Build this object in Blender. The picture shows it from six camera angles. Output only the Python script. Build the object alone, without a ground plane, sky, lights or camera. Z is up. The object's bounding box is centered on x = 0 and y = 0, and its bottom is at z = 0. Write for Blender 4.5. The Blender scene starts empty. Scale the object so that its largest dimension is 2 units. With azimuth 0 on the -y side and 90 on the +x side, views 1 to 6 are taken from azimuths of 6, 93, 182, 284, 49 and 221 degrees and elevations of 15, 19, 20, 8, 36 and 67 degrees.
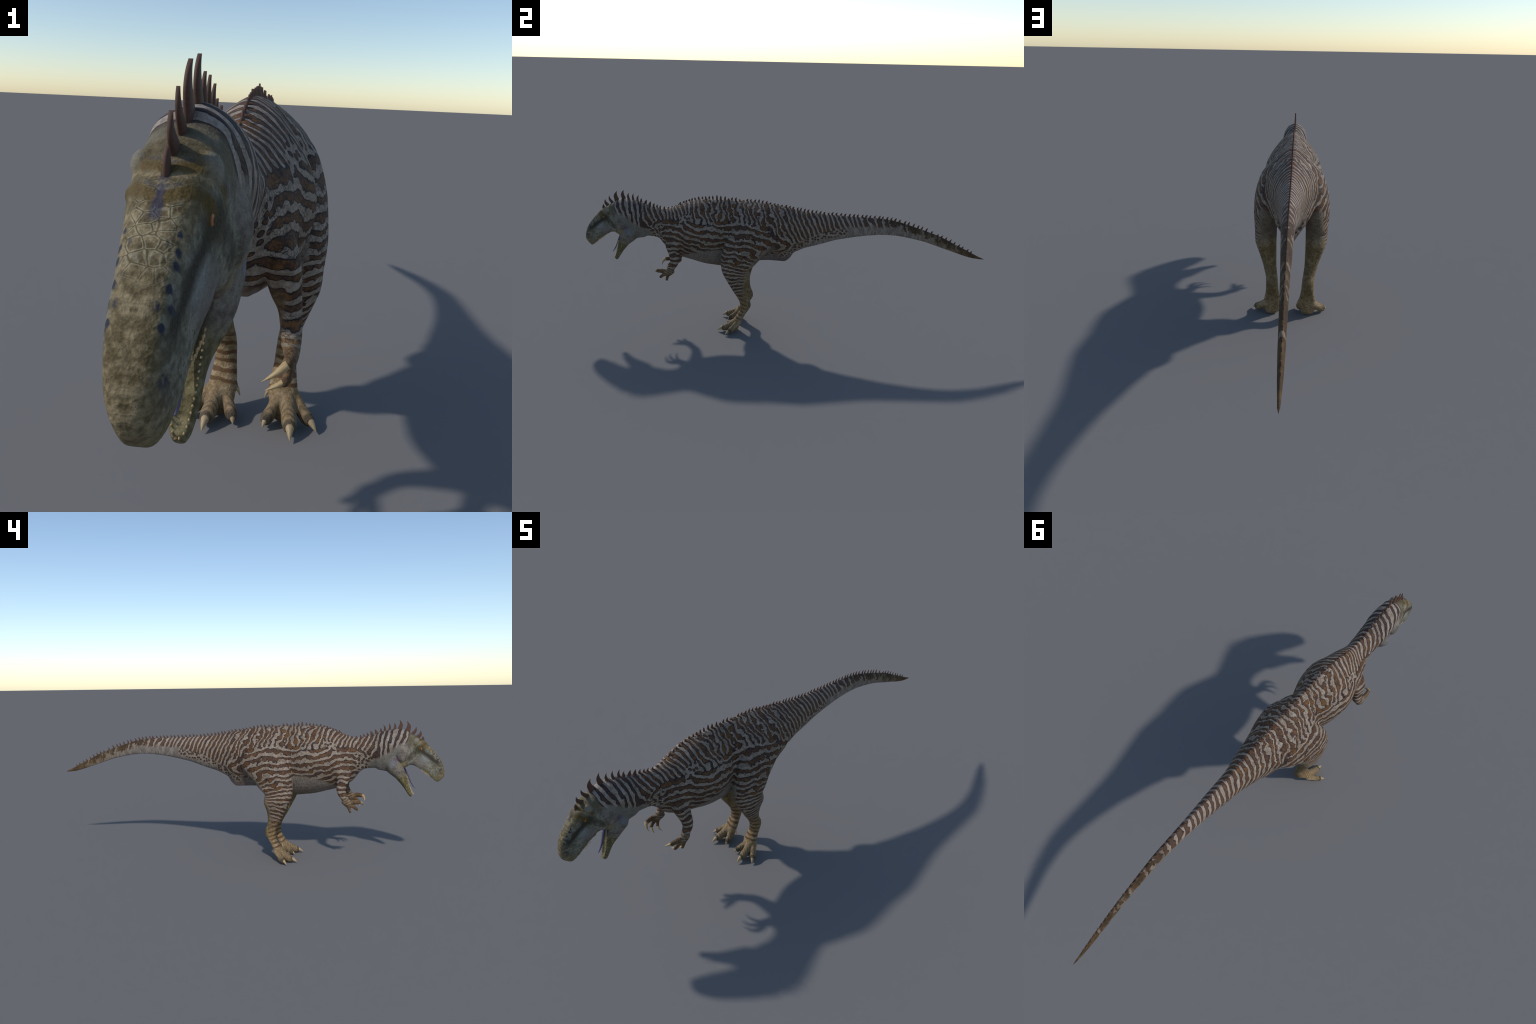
import bpy, bmesh, math, random
import numpy as np
from mathutils import Vector, Matrix
from mathutils.bvhtree import BVHTree

random.seed(7)
RNG = np.random.default_rng(7)
COL = bpy.context.scene.collection

# =====================================================================
#  Loft helpers
# =====================================================================

def catmull(rows, per):
    """Smoothly interpolate a list of parameter rows (non-overshooting tangents)."""
    P = np.array(rows, float)
    n = len(P)
    seg = np.diff(P, axis=0)
    m = np.zeros_like(P)
    m[0], m[-1] = seg[0], seg[-1]
    for i in range(1, n - 1):
        a, b = seg[i - 1], seg[i]
        t = 0.5 * (a + b)
        lim = 2.0 * np.minimum(abs(a), abs(b))
        t = np.where(a * b <= 0, 0.0, np.sign(t) * np.minimum(abs(t), lim))
        m[i] = t
    out = []
    for i in range(n - 1):
        for k in range(per):
            t = k / per
            h00, h10 = 2*t**3 - 3*t**2 + 1, t**3 - 2*t**2 + t
            h01, h11 = -2*t**3 + 3*t**2, t**3 - t**2
            out.append(h00*P[i] + h10*m[i] + h01*P[i+1] + h11*m[i+1])
    out.append(P[-1])
    return np.array(out)


def skin_rings(rings):
    """Closed tube from rings (each an (m,3) array), both ends capped."""
    m = len(rings[0])
    verts = [p for r in rings for p in r]
    faces = []
    for i in range(len(rings) - 1):
        for j in range(m):
            k = (j + 1) % m
            faces.append((i*m + j, i*m + k, (i+1)*m + k, (i+1)*m + j))
    a = len(verts); verts.append(rings[0].mean(0))
    b = len(verts); verts.append(rings[-1].mean(0))
    base = (len(rings) - 1) * m
    for j in range(m):
        k = (j + 1) % m
        faces.append((a, k, j))
        faces.append((b, base + j, base + k))
    return np.array(verts), faces


def mirrored(vf):
    v, f = vf
    return v * np.array([-1, 1, 1]), [tuple(reversed(q)) for q in f]


# how wide a cross-section is at each fraction of its height (0 belly, 1 ridge)
FRACTION = [0, .06, .15, .3, .45, .6, .72, .84, .92, .97, 1]
WIDTH_PROFILE = {
    'torso': [.14, .38, .66, .87, 1.0, .95, .82, .57, .40, .22, .05],
    'chest': [.20, .45, .70, .94, 1.0, .94, .82, .60, .42, .24, .05],
    'hip':   [.15, .35, .56, .76, .90, .98, .97, .70, .42, .23, .05],
    'haunch': [.06, .19, .42, .84, 1.02, 1.05, .97, .73, .45, .24, .06],
    'rump':  [.06, .19, .40, .79, .90, .96, .97, .74, .46, .25, .06],
    'tail':  [.12, .37, .58, .80, .93, 1.0, .95, .72, .47, .26, .08],
    'neck':  [.10, .31, .51, .77, .92, 1.0, .90, .70, .49, .29, .08],
    'nape':  [.10, .30, .50, .75, .89, 1.0, .98, .84, .63, .39, .10],
    'skull': [.60, .80, .92, 1.0, 1.0, .97, .93, .86, .76, .55, .20],
    'snout': [.80, .90, .97, 1.0, .98, .95, .91, .86, .79, .64, .28],
    'jaw':   [.30, .55, .78, .95, 1.0, 1.0, .98, .95, .92, .88, .80],
}


def profile_loft(sections, per=6, half=22):
    """sections: (top_y, top_z, bottom_y, bottom_z, half_width, profile, dip_top, raise_bottom)"""
    rows = []
    for s in sections:
        s = tuple(s) + (0.0,) * (8 - len(s))
        rows.append(list(s[:5]) + [s[6], s[7]] + list(WIDTH_PROFILE[s[5]]))
    rows = catmull(rows, per)
    # fractions: denser toward both ends
    th = np.linspace(0, math.pi, half)
    f = 0.5 - 0.5 * np.cos(th)
    rings = []
    for r in rows:
        ty, tz, by, bz, w, dip, lift = r[:7]
        p = np.interp(f, FRACTION, r[7:])
        # soften the piecewise-linear profile a little
        ps = p.copy(); ps[1:-1] = .25*p[:-2] + .5*p[1:-1] + .25*p[2:]
        x = w * ps
        pts = []
        inner = np.linspace(1, -1, 9)[1:-1]
        def at(xx, ff):
            return (xx, by + (ty-by)*ff, bz + (tz-bz)*ff)
        for xx, ff in zip(x, f): pts.append(at(xx, ff))
        for u in inner: pts.append(at(u*x[-1], 1 - dip*(1 - u*u)))
        for xx, ff in zip(x[::-1], f[::-1]): pts.append(at(-xx, ff))
        for u in inner: pts.append(at(-u*x[0], 0 + lift*(1 - u*u)))
        rings.append(np.array(pts))
    return skin_rings(rings)


def slice_loft(slices, per=5, n=28, power=2.3):
    """Horizontal slices: (z, y_back, y_front, x_in, x_out, rear_taper)."""
    rows = catmull([tuple(s) + (0.,) * (6 - len(s)) for s in slices], per)
    a = np.linspace(0, 2*math.pi, n, endpoint=False)
    ca, sa = np.cos(a), np.sin(a)
    ex = np.sign(ca) * abs(ca)**(2/power)
    ey = np.sign(sa) * abs(sa)**(2/power)
    rings = []
    for z, yb, yf, xi, xo, k in rows:
        cx, rx, cy, ry = (xi+xo)/2, (xo-xi)/2, (yb+yf)/2, (yb-yf)/2
        taper = 1 - k * np.clip(ey + .25, 0, 2)
        rings.append(np.stack([xi + (rx + rx*ex)*taper, cy + ry*ey, np.full(n, z)], 1))
    return skin_rings(rings)


def tube(points, per=5, n=18, up=(0, 0, 1), power=2.0):
    """points: (x, y, z, radius_side, radius_up) -> tube with rounded ends."""
    rows = catmull(points, per)
    # rounded ends
    first, last = rows[0], rows[-1]
    d0 = rows[0][:3] - rows[1][:3]; d0 /= np.linalg.norm(d0)
    d1 = rows[-1][:3] - rows[-2][:3]; d1 /= np.linalg.norm(d1)
    head, tail = [], []
    for t in (0.35, 0.65, 0.88, 0.99):
        s = math.sqrt(1 - t*t)
        tail.append(np.r_[last[:3] + d1*min(last[3], last[4])*t, last[3]*s, last[4]*s])
        head.insert(0, np.r_[first[:3] + d0*min(first[3], first[4])*t, first[3]*s, first[4]*s])
    rows = np.array(head + list(rows) + tail)
    a = np.linspace(0, 2*math.pi, n, endpoint=False)
    up = np.array(up, float)
    rings = []
    for i, r in enumerate(rows):
        t = rows[min(i+1, len(rows)-1)][:3] - rows[max(i-1, 0)][:3]
        t /= np.linalg.norm(t)
        s = np.cross(t, up)
        if np.linalg.norm(s) < 1e-4: s = np.array([1., 0, 0])
        s /= np.linalg.norm(s)
        u = np.cross(s, t)
        ca, sa = np.cos(a), np.sin(a)
        ex = np.sign(ca)*abs(ca)**(2/power); ey = np.sign(sa)*abs(sa)**(2/power)
        rings.append(r[:3] + np.outer(ex*r[3], s) + np.outer(ey*r[4], u))
    return skin_rings(rings)


def ellipsoid(c, r, n=20):
    rings = []
    for t in np.linspace(0.04, math.pi-0.04, n//2 + 2):
        a = np.linspace(0, 2*math.pi, n, endpoint=False)
        rings.append(np.array(c) + np.stack([r[0]*math.sin(t)*np.cos(a), r[1]*math.sin(t)*np.sin(a), np.full(n, r[2]*math.cos(t))], 1))
    return skin_rings(rings[::-1])

# =====================================================================
#  Body measurements (metres; nose toward -y)
# =====================================================================
TRUNK = [
    (1.001, .4120, 1.000, .4085, .0016, 'tail'), (.985, .418, .980, .4095, .0032, 'tail'),
    (.936, .441, .936, .415, .0056, 'tail'), (.890, .464, .888, .428, .0073, 'tail'),
    (.844, .486, .840, .444, .0081, 'tail'), (.800, .508, .795, .458, .0088, 'tail'),
    (.750, .529, .745, .475, .0098, 'tail'), (.700, .546, .697, .490, .0108, 'tail'),
    (.650, .562, .648, .501, .0124, 'tail'), (.600, .578, .599, .510, .0140, 'tail'),
    (.550, .591, .550, .516, .0156, 'tail'), (.500, .598, .500, .517, .0174, 'tail'),
    (.440, .602, .440, .513, .0200, 'tail'), (.380, .605, .380, .505, .0235, 'tail'),
    (.320, .607, .320, .494, .0290, 'tail'), (.260, .610, .260, .481, .0345, 'tail'),
    (.205, .613, .205, .463, .0390, 'tail'), (.165, .616, .163, .450, .0425, 'tail'),
    (.120, .620, .118, .437, .0510, 'tail'), (.090, .625, .086, .423, .0595, 'tail'),
    (.065, .631, .060, .407, .0640, 'rump'), (.048, .635, .042, .380, .0685, 'rump'),
    (.020, .641, .012, .3605, .0750, 'rump'), (-.020, .6485, -.035, .3630, .0825, 'haunch'),
    (-.060, .6545, -.085, .366, .0905, 'hip'), (-.100, .660, -.125, .361, .0995, 'hip'),
    (-.140, .663, -.155, .354, .0985, 'hip'), (-.180, .665, -.190, .347, .0940, 'hip'),
    (-.220, .667, -.224, .339, .0850, 'hip'), (-.260, .668, -.262, .331, .0755, 'torso'), (-.300, .669, -.300, .3275, .0895, 'torso'),
    (-.340, .670, -.340, .332, .1045, 'torso'), (-.380, .670, -.380, .337, .1125, 'torso'),
    (-.416, .667, -.416, .345, .1145, 'torso'), (-.447, .661, -.447, .354, .108, 'torso'),
    (-.475, .652, -.477, .361, .097, 'torso'), (-.506, .639, -.512, .373, .088, 'chest'),
    (-.530, .630, -.545, .388, .080, 'chest'), (-.550, .622, -.572, .405, .070, 'chest'),
    (-.572, .616, -.590, .426, .060, 'chest'), (-.593, .614, -.605, .446, .0535, 'chest'),
    (-.614, .616, -.622, .460, .050, 'neck'), (-.632, .620, -.640, .466, .049, 'neck'),
    (-.650, .625, -.658, .468, .050, 'neck'), (-.671, .630, -.677, .4695, .0515, 'neck'),
    (-.692, .639, -.697, .4605, .053, 'neck'), (-.712, .645, -.715, .458, .054, 'neck'),
    (-.733, .649, -.733, .455, .054, 'nape'), (-.756, .6535, -.752, .462, .053, 'nape'),
    (-.780, .657, -.769, .470, .052, 'nape'), (-.803, .655, -.786, .475, .0485, 'nape'),
    (-.820, .650, -.800, .475, .0465, 'skull'), (-.837, .639, -.812, .474, .0455, 'skull'),
    (-.859, .628, -.826, .482, .0445, 'skull'), (-.879, .616, -.840, .489, .042, 'skull', 0, .05),
    (-.894, .606, -.855, .488, .0390, 'skull', 0, .10), (-.909, .596, -.868, .482, .0360, 'snout', 0, .12),
    (-.926, .579, -.882, .4735, .0325, 'snout', 0, .13), (-.944, .560, -.898, .463, .0300, 'snout', 0, .13),
    (-.962, .538, -.913, .4515, .0280, 'snout', 0, .13), (-.977, .517, -.928, .439, .0275, 'snout', 0, .12),
    (-.988, .493, -.942, .428, .0248, 'snout', 0, .10), (-.9955, .470, -.956, .4175, .0208, 'snout', 0, .06),
    (-.998, .450, -.9675, .411, .0135, 'snout'), (-.994, .434, -.981, .4185, .0060, 'snout'),
]
LOWER_JAW = [
    (-.735, .540, -.722, .468, .031, 'neck'), (-.765, .535, -.745, .4455, .0465, 'jaw'),
    (-.788, .520, -.773, .4250, .0450, 'jaw'), (-.806, .490, -.788, .4095, .0370, 'jaw', .10),
    (-.818, .463, -.801, .394, .0265, 'jaw', .16), (-.827, .437, -.813, .379, .0205, 'jaw', .20),
    (-.836, .404, -.826, .359, .0175, 'jaw', .20), (-.843, .380, -.8345, .346, .0150, 'jaw', .20),
    (-.850, .361, -.841, .337, .0118, 'jaw', .15), (-.8575, .3475, -.8485, .333, .0072, 'jaw'),
]
HINDLIMB = [
    (.600, -.085, -.165, .020, .070, 0), (.585, -.065, -.190, .02, .0920, .08), (.560, -.048, -.218, .02, .1080, .16),
    (.520, -.020, -.248, .03, .1225, .16), (.480, -.023, -.272, .03, .1320, .20), (.435, -.060, -.288, .035, .1370, .19),
    (.400, -.095, -.2945, .042, .1390, .18), (.365, -.127, -.2945, .050, .1365, .08), (.338, -.155, -.2910, .053, .1335),
    (.322, -.1525, -.287, .053, .1330), (.300, -.1495, -.2775, .0535, .1310), (.280, -.154, -.2680, .0535, .1250), (.252, -.1625, -.2530, .0530, .1150),
    (.217, -.1655, -.2350, .0525, .1030), (.190, -.1625, -.2190, .0500, .0955), (.170, -.1555, -.2090, .0470, .0900),
    (.152, -.1480, -.2030, .0450, .0890), (.135, -.1470, -.2010, .0435, .0890), (.114, -.158, -.2020, .0420, .0900), (.092, -.1725, -.2125, .0390, .0930),
    (.066, -.186, -.2290, .0360, .0975), (.042, -.1975, -.2430, .0370, .1000), (.020, -.206, -.2440, .0410, .0980),
    (.002, -.212, -.2400, .0480, .0900),
]
FORELIMB = [
    (.480, -.495, -.570, .030, .084), (.445, -.502, -.572, .042, .0960), (.412, -.5025, -.561, .047, .1000),
    (.386, -.5025, -.552, .055, .1015), (.365, -.505, -.549, .066, .1030), (.345, -.513, -.5545, .071, .1050),
    (.328, -.5265, -.566, .0745, .1060), (.312, -.536, -.575, .079, .1045), (.300, -.544, -.574, .084, .1010),
]
TOES = [   # x, y, z, side radius, height radius
    [(.076, -.212, .056, .017, .018), (.081, -.243, .0345, .0165, .0165), (.0855, -.266, .0215, .0170, .0185), (.088, -.281, .0165, .0150, .0155)],
    [(.090, -.208, .050, .013, .015), (.108, -.231, .030, .0125, .0150), (.121, -.244, .0185, .0130, .0165), (.1265, -.2495, .0160, .0120, .0140)],
    [(.060, -.214, .050, .014, .015), (.0485, -.239, .031, .0130, .0150), (.0395, -.256, .0185, .0135, .0165), (.0365, -.2625, .0160, .0120, .0140)],
    [(.050, -.199, .088, .008, .008), (.0395, -.211, .065, .0058, .0058), (.0345, -.2135, .055, .0045, .0045)],
]
TOE_CLAWS = [  # base, tip, base radius
    ((.0882, -.2860, .0180), (.0910, -.3140, .0035), .0110),
    ((.1272, -.2510, .0180), (.1440, -.2700, .0015), .0098),
    ((.0362, -.2640, .0180), (.0310, -.2790, .0050), .0088),
    ((.0350, -.2135, .0570), (.0265, -.2150, .0370), .0048),
]
FINGERS = [
    [(.092, -.562, .311, .0115, .014), (.093, -.592, .3165, .0095, .0115), (.090, -.612, .3155, .0085, .0105)],
    [(.093, -.566, .304, .0085, .010), (.091, -.588, .2920, .0072, .0082), (.087, -.600, .2810, .0068, .0072)],
    [(.0935, -.558, .298, .0085, .0085), (.0925, -.565, .2830, .0072, .0072), (.0895, -.569, .2690, .0066, .0066)],
]
FINGER_CLAWS = [
    ((.0900, -.6140, .3165), (.0565, -.6265, .2930), .0088),
    ((.0860, -.5990, .2820), (.0590, -.6010, .2665), .0062),
    ((.0885, -.5690, .2680), (.0620, -.5650, .2540), .0058),
]

parts = []   # (name, side, (verts, faces))
parts.append(('trunk', 0, profile_loft(TRUNK)))
parts.append(('jaw', 0, profile_loft(LOWER_JAW)))
for side in (1, -1):
    def add(name, vf):
        parts.append((name, side, vf if side > 0 else mirrored(vf)))
    add('hindlimb', slice_loft(HINDLIMB))
    add('forelimb', slice_loft(FORELIMB))
    for k, t in enumerate(TOES):
        add('foot', tube(t))
    add('hand', tube([(.090, -.545, .318, .0150, .0190), (.0925, -.556, .309, .0125, .0185), (.093, -.568, .303, .0100, .0160)]))
    for t in FINGERS:
        add('hand', tube(t, n=14))
    # brow and rear-of-skull bosses, cheek muscle
    add('trunk', ellipsoid((.0265, -.866, .6045), (.0125, .0150, .0150)))
    add('trunk', ellipsoid((.0255, -.886, .5830), (.0115, .0150, .0100)))
    add('trunk', ellipsoid((.0350, -.804, .5420), (.0235, .0290, .0420)))

# ---------------------------------------------------------------- fuse to one skin
VOXEL = 0.0026
verts, faces, labels = [], [], []
for name, side, (v, f) in parts:
    o = len(verts)
    verts += [tuple(p) for p in v]
    faces += [tuple(o + i for i in q) for q in f]
    labels += [(name, side)] * len(f)
raw = bpy.data.meshes.new('raw_body')
raw.from_pydata(verts, [], faces)
bm = bmesh.new(); bm.from_mesh(raw)
source = BVHTree.FromBMesh(bm)
bm.free()
tmp = bpy.data.objects.new('raw_body', raw)
COL.objects.link(tmp)
r = tmp.modifiers.new('fuse', 'REMESH'); r.mode = 'VOXEL'; r.voxel_size = VOXEL; r.adaptivity = 0
s = tmp.modifiers.new('soften', 'SMOOTH'); s.factor = 0.5; s.iterations = 4
dg = bpy.context.evaluated_depsgraph_get()
body = bpy.data.meshes.new_from_object(tmp.evaluated_get(dg))
bpy.data.objects.remove(tmp)

nv = len(body.vertices)
co = np.empty(nv*3); body.vertices.foreach_get('co', co); co = co.reshape(-1, 3)
# drop any interior shell: keep the island that owns the nose tip etc. (largest)
nl = len(body.loops)
fv = np.empty(nl, np.int64); body.loops.foreach_get('vertex_index', fv)
ls = np.empty(len(body.polygons), np.int64); body.polygons.foreach_get('loop_start', ls)
lt = np.empty(len(body.polygons), np.int64); body.polygons.foreach_get('loop_total', lt)

# ---------------------------------------------------------------- which region each face belongs to
cen = np.empty(len(body.polygons)*3); body.polygons.foreach_get('center', cen); cen = cen.reshape(-1, 3)
region = []
for c in cen:
    _, _, i, _ = source.find_nearest(Vector(c))
    name, side = labels[i]
    x, y, z = c
    if name == 'trunk':
        if y > .055: name = 'tail'
        elif y > -.605 + .25*(z-.55): name = 'torso'
        elif y > -.815 - .35*(z-.56): name = 'neck'
        else: name = 'head'
        side = 0
    elif name == 'hindlimb' and z < .105:
        name = 'foot'
    elif name == 'jaw' and y > -.772 + .25*(z-.47):
        name = 'neck'
    elif name == 'forelimb' and z < .335:
        name = 'hand'
    region.append((name, side))

nrm = np.empty(nv*3); body.vertices.foreach_get('normal', nrm); nrm = nrm.reshape(-1, 3)
body_bvh = BVHTree.FromPolygons([tuple(p) for p in co], [tuple(fv[a:a+n]) for a, n in zip(ls, lt)])

# =====================================================================
#  Materials
# =====================================================================
class S:
    """thin wrapper so node sockets can be combined with + - * /"""
    def __init__(self, g, sock): self.g, self.s = g, sock
    def __add__(self, o): return self.g.m('ADD', self, o)
    __radd__ = __add__
    def __sub__(self, o): return self.g.m('SUBTRACT', self, o)
    def __rsub__(self, o): return self.g.m('SUBTRACT', o, self)
    def __mul__(self, o): return self.g.m('MULTIPLY', self, o)
    __rmul__ = __mul__
    def __truediv__(self, o): return self.g.m('DIVIDE', self, o)


class G:
    def __init__(self, name):
        self.mat = bpy.data.materials.new(name)
        self.mat.use_nodes = True
        self.t = self.mat.node_tree
        self.t.nodes.clear()
        self.out = self.t.nodes.new('ShaderNodeOutputMaterial')
        self.bsdf = self.t.nodes.new('ShaderNodeBsdfPrincipled')
        self.t.links.new(self.bsdf.outputs[0], self.out.inputs[0])
        self.tc = self.t.nodes.new('ShaderNodeTexCoord')
    def put(self, inp, v):
        if isinstance(v, S): self.t.links.new(v.s, inp)
        elif isinstance(v, (tuple, list)):
            inp.default_value = (*v, 1.0) if len(inp.default_value) == 4 and len(v) == 3 else v
        else: inp.default_value = v
    def m(self, op, a, b=None, c=None, clamp=False):
        n = self.t.nodes.new('ShaderNodeMath'); n.operation = op; n.use_clamp = clamp
        for i, v in enumerate((a, b, c)):
            if v is not None: self.put(n.inputs[i], v)
        return S(self, n.outputs[0])
    def xyz(self, a, b, c):
        n = self.t.nodes.new('ShaderNodeCombineXYZ')
        for i, v in enumerate((a, b, c)): self.put(n.inputs[i], v)
        return S(self, n.outputs[0])
    def split(self, v):
        n = self.t.nodes.new('ShaderNodeSeparateXYZ'); self.put(n.inputs[0], v)
        return [S(self, o) for o in n.outputs]
    def noise(self, vec, scale, detail=2, rough=.5):
        n = self.t.nodes.new('ShaderNodeTexNoise')
        self.put(n.inputs['Vector'], vec); n.inputs['Scale'].default_value = scale
        n.inputs['Detail'].default_value = detail; n.inputs['Roughness'].default_value = rough
        return S(self, n.outputs['Fac'])
    def voronoi(self, vec, scale, feature='F1', rand=1.0, dims='3D'):
        n = self.t.nodes.new('ShaderNodeTexVoronoi'); n.feature = feature; n.voronoi_dimensions = dims
        self.put(n.inputs['Vector'], vec); n.inputs['Scale'].default_value = scale
        n.inputs['Randomness'].default_value = rand
        return S(self, n.outputs['Distance'])
    def ss(self, v, lo, hi):
        n = self.t.nodes.new('ShaderNodeMapRange'); n.interpolation_type = 'SMOOTHSTEP'
        self.put(n.inputs['Value'], v)
        self.put(n.inputs['From Min'], lo); self.put(n.inputs['From Max'], hi)
        return S(self, n.outputs[0])
    def band(self, v, a, b, soft):
        return self.ss(v, a - soft, a + soft) * self.ss(v, b + soft, b - soft) if False else self.ss(v, a - soft, a + soft) * (1 - self.ss(v, b - soft, b + soft))
    def curve(self, v, pts, lo=-1., hi=1., vlo=0., vhi=1.):
        n = self.t.nodes.new('ShaderNodeFloatCurve')
        c = n.mapping.curves[0]
        pts = sorted(pts)
        q = [((x - lo)/(hi - lo), (y - vlo)/(vhi - vlo)) for x, y in pts]
        c.points[0].location = q[0]; c.points[1].location = q[-1]
        for p in q[1:-1]: c.points.new(*p)
        n.mapping.update()
        self.put(n.inputs['Value'], (v - lo) / (hi - lo))
        return S(self, n.outputs[0]) * (vhi - vlo) + vlo
    def mix(self, f, a, b):
        n = self.t.nodes.new('ShaderNodeMix'); n.data_type = 'RGBA'
        self.put(n.inputs[0], f); self.put(n.inputs[6], a); self.put(n.inputs[7], b)
        return S(self, n.outputs[2])
    def lerp(self, f, a, b):
        n = self.t.nodes.new('ShaderNodeMix'); n.data_type = 'FLOAT'
        self.put(n.inputs[0], f); self.put(n.inputs[2], a); self.put(n.inputs[3], b)
        return S(self, n.outputs[0])
    def spot(self, p, centre, radius, soft):
        y, z = p
        d = self.m('SQRT', (y - centre[0])*(y - centre[0]) + (z - centre[1])*(z - centre[1]))
        return 1 - self.ss(d, radius - soft, radius + soft)
    def finish(self, colour, rough=.75, spec=.25, bump=None, strength=.3, dist=.002):
        self.put(self.bsdf.inputs['Base Color'], colour)
        self.put(self.bsdf.inputs['Roughness'], rough)
        self.bsdf.inputs['Specular IOR Level'].default_value = spec
        if bump is not None:
            n = self.t.nodes.new('ShaderNodeBump')
            n.inputs['Strength'].default_value = strength
            n.inputs['Distance'].default_value = dist
            self.put(n.inputs['Height'], bump)
            self.t.links.new(n.outputs[0], self.bsdf.inputs['Normal'])
        return self.mat


TAU = 2*math.pi

def build_skin():
    g = G('striped_hide')
    x, y, z = g.split(S(g, g.tc.outputs['Object']))
    ax = g.m('ABSOLUTE', x)
    P = g.xyz(ax, y, z)
    n_big = g.noise(P, 13, 2) - .5
    n_mid = g.noise(P, 38, 2) - .5
    n_rag = g.noise(P, 130, 2) - .5
    n_fine = g.noise(P, 420, 2) - .5
    n_huge = g.noise(P, 5.5, 2) - .5

    ridge = g.curve(y, [(-1, .45), (-.95, .56), (-.9, .60), (-.80, .655), (-.73, .649), (-.65, .625), (-.595, .614), (-.53, .63), (-.46, .657), (-.4, .669), (-.29, .668), (-.1, .66), (.05, .634), (.165, .616), (.3, .608), (.44, .602), (.55, .591), (.65, .562), (.75, .529), (.85, .484), (.93, .443), (1, .41)])
    depth = ridge - z

    # ---- stripes hanging from the ridge (slanting back) and stripes along the flank
    messy = g.band(y, -.40, .02, .06)
    lean = g.curve(y, [(-1, .45), (-.82, .45), (-.78, .30), (-.74, .14), (-.70, .12), (-.665, .5), (-.45, .42), (-.30, .10), (-.20, .10), (-.05, .40), (1, .42)])
    slant = y + (z - .6) * lean + n_big * (messy * .055 + .028) + n_mid * (messy * .030 + .013 + g.ss(y, .4, .55) * .035)
    pv = 0.
    reach = [(-1.05, -.62, .0245), (-.62, -.46, .0210), (-.46, .0, .0265), (.0, .38, .0235), (.38, 1.1, .0345)]
    for y0, y1, wave in reach:      # stripe spacing differs along the body
        pv = pv + g.m('MINIMUM', g.m('MAXIMUM', slant - y0, 0.), y1 - y0) / wave
    sv = g.m('SINE', pv * TAU)
    arch = g.curve(y, [(-1, -.02), (-.68, -.02), (-.63, .02), (-.585, .046), (-.53, .046), (-.45, .022), (-.36, .002), (-.28, -.004), (-.18, 0), (-.10, -.018), (-.02, -.052), (.06, -.105), (.15, -.16), (1, -.16)], vlo=-.2, vhi=.1)
    tilt = g.curve(z, [(0, -.45), (.20, -.45), (.28, -.32), (.325, .0), (.36, .42), (.42, .30), (.47, 0), (1, 0)], lo=0, hi=1, vlo=-.5, vhi=.5)
    rear = g.m('MAXIMUM', y + .235, 0.) * g.ss(z, .30, .33) + (y + .235) * (1 - g.ss(z, .30, .33))
    zz = z - arch + tilt * rear * g.ss(y, -.44, -.40) + n_big * .056 + n_mid * .026
    ph = zz / .0300 + g.m('MINIMUM', z - .43, 0.) * (1/.0220 - 1/.0300)
    sh = g.m('SINE', ph * TAU)
    # where the hanging stripes end
    skirt = g.curve(y, [(-1, .2), (-.70, .2), (-.66, .10), (-.62, .055), (-.56, .05), (-.48, .075), (-.40, .10), (-.30, .095), (-.2, .085), (-.1, .10), (-.02, .125), (.05, .15), (.12, .2), (1, .3)], vlo=0, vhi=.4)
    hang = 1 - g.ss(depth + n_big*.035, skirt - .016, skirt + .016)
    field = g.lerp(hang, sh, sv)
    field = field + n_mid * (messy * .8 + 2.0) + n_rag * .9 + n_big * 1.5 + n_huge * .6

    # ---- pale unmarked belly: lower edge of the pattern
    hem = g.curve(y, [(-1, .58), (-.80, .585), (-.74, .542), (-.68, .516), (-.64, .49), (-.60, .438), (-.56, .395), (-.50, .385), (-.42, .412), (-.33, .425), (-.26, .41), (-.15, .40), (-.05, .405), (0, .415), (.05, .44), (.10, .475), (.18, .515), (.26, .535), (.36, .553), (.44, .558), (.52, .562), (.62, .544), (.72, .517), (.80, .482), (.9, .435), (1, .40)])
    fray = g.ss(y, .36, .5)
    limb = g.m('MAXIMUM', 1 - g.ss(z, .318, .328), g.ss(ax, .090, .097) * (1 - g.ss(z, .37, .39)))
    arm_zone = g.ss(ax, .052, .060) * (1 - g.ss(y, -.490, -.478)) * g.ss(y, -.66, -.64)
    leg_zone = g.ss(ax, .098, .106) * g.band(y, -.32, -.04, .02)
    limb_any = g.m('MAXIMUM', g.m('MAXIMUM', limb, arm_zone), leg_zone)
    in_pattern = g.ss(z + n_big*.03 + n_mid*.02 + n_mid*fray*.05, hem - .012 - fray*.008, hem + .012 + fray*.004)
    pattern = g.m('MAXIMUM', in_pattern, limb_any)
    # back and inner faces of the limbs carry no stripes
    knee_mid = g.curve(z, [(0, .066), (.1, .060), (.16, .060), (.25, .075), (.33, .088), (.45, .088), (.6, .0), (1, .0)], lo=0, hi=1, vlo=0, vhi=.2)
    outer = g.ss(ax + n_mid*.012, knee_mid - .006, knee_mid + .012)
    front_low = 1 - g.ss(z, .17, .19)
    calf = g.curve(z, [(0, -.20), (.1, -.175), (.16, -.165), (.22, -.182), (.3, -.168), (.36, -.145), (.42, -.100), (.47, -.05), (.5, .02), (1, .2)], lo=0, hi=1, vlo=-.3, vhi=.3)
    not_rear = 1 - g.ss(y + n_mid*.02, calf - .014, calf + .010)
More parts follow.
